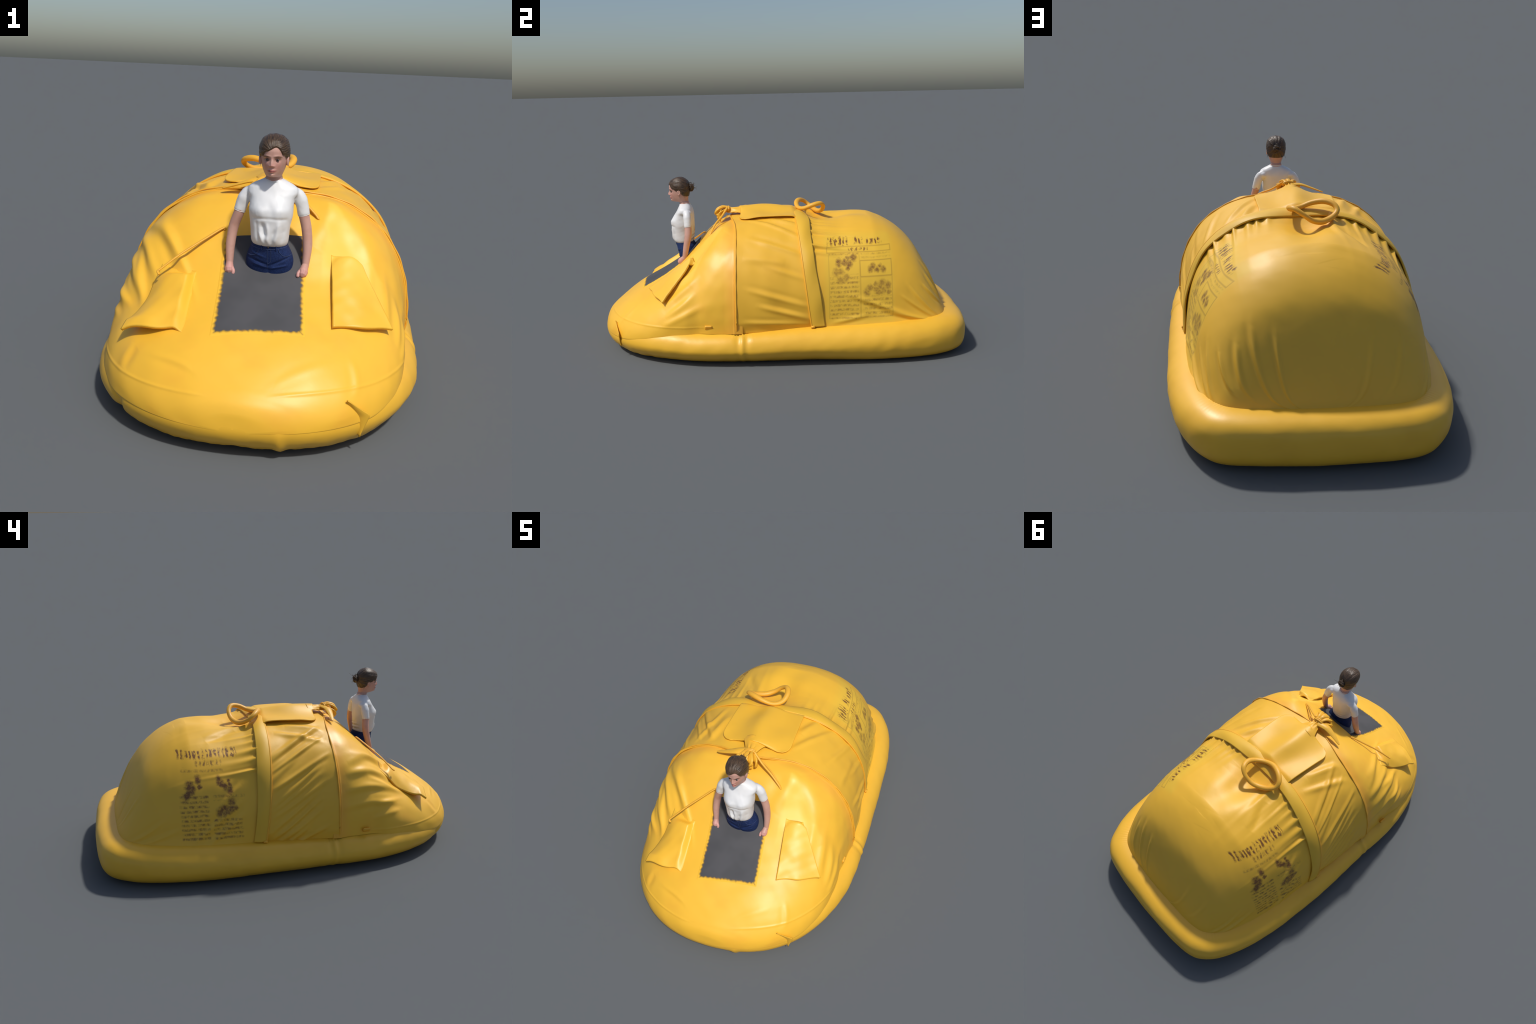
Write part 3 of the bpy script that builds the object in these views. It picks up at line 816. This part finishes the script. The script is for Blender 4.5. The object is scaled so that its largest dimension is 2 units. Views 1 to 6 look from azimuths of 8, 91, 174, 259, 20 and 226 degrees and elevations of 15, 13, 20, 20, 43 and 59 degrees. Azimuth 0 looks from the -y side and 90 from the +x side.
zc = np.array([V[list(q), 2].mean() for q in faces]); yc = np.array([V[list(q), 1].mean() for q in faces])
is_neck = (zc < .783) & ~((yc < -.572) & (zc > .777))

def split_body(V, faces, groups, names, mat, parent):
    """separate one smooth surface into named regions whose border vertices and normals agree"""
    whole = bpy.data.meshes.new('tmp'); whole.from_pydata([tuple(map(float, v)) for v in V], [], faces); whole.update()
    nor = np.array([v.normal[:] for v in whole.vertices])
    bpy.data.meshes.remove(whole)
    for g, nm in zip(groups, names):
        fs = [faces[i] for i in np.nonzero(g)[0]]
        used = sorted({i for q in fs for i in q}); remap = {o: k for k, o in enumerate(used)}
        ob = make_object(nm, V[used], [tuple(remap[i] for i in q) for q in fs], mat, parent)
        ob.data.normals_split_custom_set_from_vertices([tuple(nor[i]) for i in used])
split_body(V, faces + [tuple(range((nz - 1) * na, nz * na))], [np.append(is_neck, False), np.append(~is_neck, True)], ['neck', 'head'], MAT_SKIN, woman)

# ---- hair: cap that dives under the skin at the hairline
def build_hair():
    g = head_grid(190, 220, .800, .9111).copy()
    x, y, z = g[..., 0], g[..., 1], g[..., 2]
    # hairline height as a function of depth y: high on the brow, down past the temples to the nape
    line = curve([(-.622, .876), (-.606, .870), (-.590, .855), (-.575, .844), (-.562, .842), (-.552, .838), (-.543, .822), (-.520, .812), (-.50, .812)])(y)
    line = line + .006 * np.exp(-((x - .012) / .010) ** 2) * (y < -.59) - .010 * smooth(.018, .036, np.abs(x)) * smooth(-.585, -.60, y)
    line = line - .008 * smooth(.008, -.018, x) * smooth(-.585, -.60, y)
    k = z - line
    lift = -.005 + .0095 * smooth(-.0035, .0045, k) + .003 * smooth(.0, .03, k)
    cen = np.array([0, -.56, .85]); out = g - cen; out /= np.linalg.norm(out, axis=2, keepdims=True)
    ang = np.arctan2(z - .866, x)
    strand = np.sin(ang * 34 + 9 * wobble(g * np.array([1, .3, 1]), .06, 71)) * .0003 + np.sin(ang * 13 + 2 + 4 * wobble(g * np.array([1, .3, 1]), .09, 72)) * .0005
    part = -.0012 * np.exp(-((x - .014) / .0018) ** 2) * smooth(-.54, -.60, y)
    h = g + out * (lift + (strand + part) * smooth(0, .006, k))[..., None]
    h[..., 0] += CX
    n, m = h.shape[:2]
    fs = [q for q in grid_faces(n, m, close_u=True)]
    kk = k.reshape(-1)
    fs = [q for q in fs if max(kk[i] for i in q) > -.008] + [tuple(range((n - 1) * m, n * m))]
    make_object('hair', h.reshape(-1, 3), fs, MAT_HAIR, woman)
    # bun: coiled locks
    r = np.random.RandomState(5); parts = [ball(BUN + (0, .006, -.002), (.0175, .0150, .0200))]
    for i in range(16):
        ax = r.normal(size=3); ax /= np.linalg.norm(ax); p = np.cross(ax, r.normal(size=3)); p /= np.linalg.norm(p); q = np.cross(ax, p)
        t = np.linspace(0, r.uniform(2.5, 4.5), 30); R = r.uniform(.85, 1.12)
        path = BUN + (0, .006, 0) + np.array([.0190, .0160, .0215]) * R * (np.cos(t)[:, None] * p + np.sin(t)[:, None] * q)
        parts.append(rod(path, .0032 * np.sin(np.linspace(.35, 2.9, 30)), 7))
    make_object('hair_bun', *merge(*parts), MAT_HAIR, woman)
    loose = []
    for i in range(14):
        d = np.array([r.normal() * .6, abs(r.normal()) * .8 + .3, r.normal()]); d /= np.linalg.norm(d)
        s = BUN + (0, .008, 0) + d * .015; b = r.normal(size=3) * .008
        loose.append(rod(spline([s, s + d * .010 + b * .4, s + d * .016 + b], 10), np.linspace(.0010, .0004, 10), 5))
    for sx in (-1, 1):
        loose.append(rod(spline([(CX + sx * .041, -.535, .826), (CX + sx * .046, -.530, .815), (CX + sx * .047, -.522, .808)], 10), np.linspace(.0012, .0004, 10), 5))
    make_object('loose_strands', *merge(*loose), MAT_HAIR, woman, kind='stuff')
build_hair()

# ---- ears and eyes
for sx in (-1, 1):
    v, f = ball((0, 0, 0), (1, 1, 1), 24, 32)
    v = np.array(v); rim = np.hypot(v[:, 1], v[:, 2])
    v[:, 0] *= np.where(v[:, 0] * sx > 0, .45 + .55 * smooth(.45, .85, rim), 1)
    v = v * np.array([.0065, .0095, .0155]); v[:, 1] *= 1 + 18 * v[:, 2]
    c, s_ = math.cos(-.25), math.sin(-.25)
    v = np.stack([v[:, 0], c * v[:, 1] - s_ * v[:, 2], s_ * v[:, 1] + c * v[:, 2]], 1)
    make_object('ear', v + np.array([CX + sx * .0445, -.559, .834]), f, MAT_SKIN, woman)
    make_object('eye', *ball((CX + sx * .0172, -.6052, .8395), (.0062, .0042, .0030)), MAT_EYE, woman)
    make_object('iris', *ball((CX + sx * .0172, -.6082, .8396), (.0038, .0020, .0030), 12, 16), MAT_IRIS, woman)

# ---- shirt: torso and sleeves fused
def oval_loft(rows, na=96, p=2.3):
    """rows: z, front y, back y, left x, right x"""
    r = np.array(rows); zz = np.linspace(r[0, 0], r[-1, 0], 90)
    yf, yb, xl, xr = [pchip(r[:, 0], r[:, k])(zz)[:, None] for k in range(1, 5)]
    a = np.linspace(0, 2 * np.pi, na, endpoint=False)[None, :]; e = 2 / p
    c = np.sign(np.cos(a)) * np.abs(np.cos(a)) ** e; s = np.sign(np.sin(a)) * np.abs(np.sin(a)) ** e
    g = np.stack([(xl + xr) / 2 + (xr - xl) / 2 * s, (yf + yb) / 2 + (yf - yb) / 2 * c, np.broadcast_to(zz[:, None], (90, na))], -1)
    return g
def solid(g):
    n, m = g.shape[:2]
    return g.reshape(-1, 3), grid_faces(n, m, close_u=True) + [tuple(range(m))[::-1], tuple(range((n - 1) * m, n * m))]

ARMS = {   # shoulder, upper arm, sleeve end, elbow, forearm, wrist
    1: [(.116, -.516, .735), (.136, -.514, .719), (.148, -.511, .69), (.157, -.508, .652), (.169, -.509, .605), (.176, -.519, .55), (.174, -.531, .490)],
    -1: [(-.014, -.522, .735), (-.033, -.522, .717), (-.047, -.522, .69), (-.057, -.522, .655), (-.076, -.517, .600), (-.083, -.528, .54), (-.081, -.545, .482)]}
def remeshed(v, f, voxel, smooth_it):
    me = bpy.data.meshes.new('tmp'); me.from_pydata([tuple(map(float, q)) for q in v], [], f); me.update()
    ob = bpy.data.objects.new('tmp', me); bpy.context.scene.collection.objects.link(ob)
    md = ob.modifiers.new('r', 'REMESH'); md.mode = 'VOXEL'; md.voxel_size = voxel
    ms = ob.modifiers.new('s', 'SMOOTH'); ms.iterations = smooth_it; ms.factor = .5
    dg = bpy.context.evaluated_depsgraph_get(); ev = ob.evaluated_get(dg); m2 = ev.to_mesh()
    V = np.array([q.co[:] for q in m2.vertices]); F = [tuple(p.vertices) for p in m2.polygons]
    ev.to_mesh_clear(); bpy.data.objects.remove(ob); bpy.data.meshes.remove(me)
    return V, F

torso = oval_loft([(.553, -.588, -.502, .001, .108), (.560, -.597, -.494, -.006, .111), (.572, -.604, -.490, -.010, .1135), (.59, -.608, -.488, -.012, .1145), (.61, -.609, -.486, -.014, .116),
                   (.635, -.610, -.485, -.017, .120), (.655, -.612, -.484, -.020, .1235), (.672, -.6115, -.484, -.0215, .1245), (.69, -.604, -.484, -.021, .124),
                   (.71, -.592, -.485, -.022, .126), (.728, -.580, -.488, -.030, .136), (.742, -.572, -.492, -.028, .134), (.754, -.566, -.497, -.013, .119),
                   (.763, -.562, -.502, .006, .101), (.771, -.560, -.506, .0225, .0850)])
# bust: flatten between, fuller at both sides
tx, ty, tz = torso[..., 0], torso[..., 1], torso[..., 2]
fr = smooth(-.55, -.58, ty)
for sx in (-1, 1):
    torso[..., 1] -= .0045 * fr * np.exp(-((tx - CX - sx * .034) / .024) ** 2 - ((tz - .674) / .022) ** 2)
torso[..., 1] += .004 * fr * np.exp(-((tx - CX) / .014) ** 2 - ((tz - .672) / .02) ** 2)
parts = [solid(torso)]
for sx, A in ARMS.items():
    path = spline(A[:4], 40); rad = np.interp(np.linspace(0, 1, 40), [0, .3, .55, 1], [.012, .0195, .0225, .0205])
    parts.append(rod(path, rad, 28, up=(0, 1, 0)))
    parts.append(ball(np.array(A[0]) + (sx * .004, .002, -.012), (.022, .024, .018)))
V, F = remeshed(*merge(*parts), .0028, 14)
x, y, z = V.T
body = (np.abs(x - CX) < .075); fr = smooth(-.545, -.575, y) * body
crease = -.0022 * np.exp(-((z - .650 + .10 * np.abs(x - CX) ** 1.3) / .0055) ** 2) * smooth(.066, .05, np.abs(x - CX))
belly = 0
for (x0, z0, x1, z1, w, am) in [(.030, .632, .042, .590, .009, -.009), (.046, .630, .052, .565, .006, .004), (.070, .610, .060, .562, .007, -.005),
                                (.085, .635, .075, .570, .007, .004), (.022, .600, .034, .566, .006, .004), (.100, .62, .095, .575, .006, -.003), (.010, .64, .016, .58, .006, -.003)]:
    ax_, az = x1 - x0, z1 - z0; L = math.hypot(ax_, az); s = ((x - x0) * ax_ + (z - z0) * az) / L; q = ((x - x0) * az - (z - z0) * ax_) / L
    belly = belly + am * np.exp(-(q / w) ** 2) * smooth(-.012, .012, s) * smooth(L + .012, L - .012, s)
V[:, 1] -= fr * (crease + belly)
bk = smooth(-.515, -.498, y) * body
V[:, 1] += bk * .0022 * np.sin(z * 310 + x * 40) * smooth(.63, .59, z)
V[:, 1] += wobble(V, .05, 81) * .0012
V[:, 0] += wobble(V, .05, 82) * .0010
make_object('shirt', V, F, MAT_SHIRT, woman)
for sx, A in ARMS.items():     # sleeve hems
    e = np.array(A[3]); d = np.array(A[3]) - np.array(A[2]); d = d / np.linalg.norm(d)
    t = np.linspace(0, 2 * np.pi, 40, endpoint=False); s1 = np.cross(d, (0, 1, 0)); s1 /= np.linalg.norm(s1); s2 = np.cross(s1, d)
    make_object('sleeve_hem', *rod(e - d * .001 + .0190 * (np.cos(t)[:, None] * s1 + np.sin(t)[:, None] * s2), .0012, 8, closed=True, up=tuple(d)), MAT_SHIRT, woman)
t = np.linspace(0, 2 * np.pi, 60, endpoint=False)
collar = np.stack([CX + .0305 * np.sin(t), -.5345 - .0290 * np.cos(t), .7690 - .0045 * np.cos(t)], 1)
make_object('collar', *rod(collar, .0018, 10, closed=True), MAT_SHIRT, woman)

# ---- arms with hands: one loft each, split at the wrist
for sx, A in ARMS.items():
    w = np.array(A[6]); tip = np.array([.166, -.566, .453]) if sx > 0 else np.array([-.077, -.570, .447])
    pts = [A[2], A[3], A[4], A[5], A[6]] + [tuple(w + (tip - w) * k) for k in (.3, .6, .85, 1.0)]
    N = 130; path = spline(pts, N)
    rad = np.interp(np.linspace(0, 8, N), [0, 1, 2, 3, 4, 5, 6, 7, 8], [.018, .0178, .0172, .0160, .0120, .0130, .0160, .0135, .003])
    k = np.linspace(0, 8, N)
    flat = np.interp(k, [0, 2, 3, 4, 5, 6, 8], [1.08, 1.1, 1.05, 1.12, 1.15, 1.15, 1.0])
    tn = np.gradient(path, axis=0); tn /= np.linalg.norm(tn, axis=1, keepdims=True)
    s = np.cross(tn, np.array([1.0, 0, 0])); s /= np.linalg.norm(s, axis=1, keepdims=True); q = np.cross(s, tn)
    M = 40; a = np.linspace(0, 2 * np.pi, M, endpoint=False)
    g = path[:, None] + rad[:, None, None] * (np.cos(a)[None, :, None] * s[:, None] * flat[:, None, None] + np.sin(a)[None, :, None] * q[:, None])
    # finger grooves on the closed hand
    hand = smooth(5.4, 6.3, k)[:, None] * smooth(8.0, 7.2, k)[:, None]
    g += (tn[:, None] * 0 + s[:, None] * np.cos(a)[None, :, None] + q[:, None] * np.sin(a)[None, :, None]) * (-.0012 * hand * (np.cos(a * 8)[None, :] > .6))[..., None]
    F = grid_faces(N, M, close_u=True) + [tuple(range(M))[::-1], tuple(range((N - 1) * M, N * M))]
    ring = np.array([min(q_) // M for q_ in F]); cut = int(np.searchsorted(k, 4.15))
    hand_f = ring >= cut; hand_f[-2] = False; hand_f[-1] = True
    split_body(g.reshape(-1, 3), F, [~hand_f, hand_f], ['arm', 'hand'], MAT_SKIN, woman)
    th0 = w + (tip - w) * .35 + np.array([-sx * .008, -.006, 0]); th1 = tip + np.array([-sx * .013, -.004, -.001])
    th = spline([th0, (th0 + th1) / 2 + np.array([-sx * .004, -.003, 0]), th1], 24)
    make_object('thumb', *rod(th, np.interp(np.linspace(0, 1, 24), [0, .5, .85, 1], [.006, .0062, .0055, .0015]), 14), MAT_SKIN, woman)

# ---- jeans
JEANS = [(.435, -.560, -.500, -.004, .112), (.455, -.566, -.492, -.018, .126), (.475, -.572, -.487, -.025, .131), (.495, -.577, -.481, -.0275, .1325), (.515, -.582, -.477, -.024, .1285),
         (.535, -.586, -.479, -.017, .120), (.552, -.589, -.488, -.009, .112), (.568, -.590, -.497, -.004, .1075)]
jg = oval_loft(JEANS, 140, 2.4)
x, y, z = jg[..., 0], jg[..., 1], jg[..., 2]
fr = smooth(-.53, -.56, y)
wr = 0
for (x0, z0, x1, z1, w, am) in [(-.02, .512, .045, .490, .004, -.003), (.125, .520, .062, .488, .004, -.003), (.0, .492, .05, .478, .004, .0025), (.115, .488, .06, .476, .004, .0025),
                                (-.005, .53, .04, .515, .004, .0018)]:
    ax_, az = x1 - x0, z1 - z0; L = math.hypot(ax_, az); s = ((x - x0) * ax_ + (z - z0) * az) / L; q = ((x - x0) * az - (z - z0) * ax_) / L
    wr = wr + am * np.exp(-(q / w) ** 2) * smooth(-.01, .01, s) * smooth(L + .01, L - .01, s)
jg[..., 1] -= fr * wr
jg[..., 1] += .003 * fr * np.exp(-((x - CX) / .006) ** 2) * smooth(.50, .47, z)
bk = smooth(-.53, -.50, y); jg[..., 1] -= .006 * bk * np.exp(-((x - CX) / .008) ** 2) * smooth(.54, .51, z)
make_object('jeans', *solid(jg), MAT_DENIM, woman)
def on_jeans(px, pz, off=.0008):
    """point on the front of the jeans"""
    out = []
    for a, b in zip(px, pz):
        i = int(np.argmin(np.abs(jg[:, 0, 2] - b))); row = jg[i]; fm = row[:, 1] < (row[:, 1].min() + row[:, 1].max()) / 2 + .01
        r = row[fm]; j = np.argmin(np.abs(r[:, 0] - a)); out.append((a, r[j, 1] - off, b))
    P = np.array(out); P[1:-1, 1] = (P[:-2, 1] + P[1:-1, 1] + P[2:, 1]) / 3
    return P
def stitch(name, px, pz, r=.0008, mat=None):
    t = np.linspace(0, 1, len(px)); T = np.linspace(0, 1, 40)
    make_object(name, *rod(on_jeans(np.interp(T, t, px), np.interp(T, t, pz)), r, 6), mat or MAT_STITCH, woman)
stitch('waistband_seam', [-.008, .02, CX, .09, .112], [.5495, .5455, .544, .5475, .552])
stitch('fly_seam', [CX - .002, CX - .002], [.542, .474]); stitch('fly_seam', [CX + .008, CX + .008, CX + .004, CX - .002], [.542, .505, .495, .492])
stitch('pocket_seam', [-.022, -.008, .006, .018, .022], [.519, .517, .520, .532, .544]); stitch('pocket_seam', [.128, .114, .100, .089, .085], [.523, .520, .523, .535, .547])
for bx in (.030, .078):
    stitch('belt_loop', [bx, bx], [.561, .542], .0024, MAT_DENIM)
bp = on_jeans([CX - .001], [.552], .001)[0]
make_object('button', *ball(bp, (.003, .002, .003), 10, 14), MAT_BUTTON, woman)
for sx in (-1, 1):   # back pockets
    i0 = np.argmin(np.abs(jg[:, 0, 2] - .528)); i1 = np.argmin(np.abs(jg[:, 0, 2] - .488))
    sel = np.abs(jg[i0, :, 0] - (CX + sx * .034)) < .022; sel &= jg[i0, :, 1] > -.52
    idx = np.nonzero(sel)[0]
    G = jg[i1:i0 + 1][:, idx] + np.array([0, .002, 0])
    make_object('back_pocket', *sheet(G, .0015, up=(0, 1, 0)), MAT_DENIM, woman)
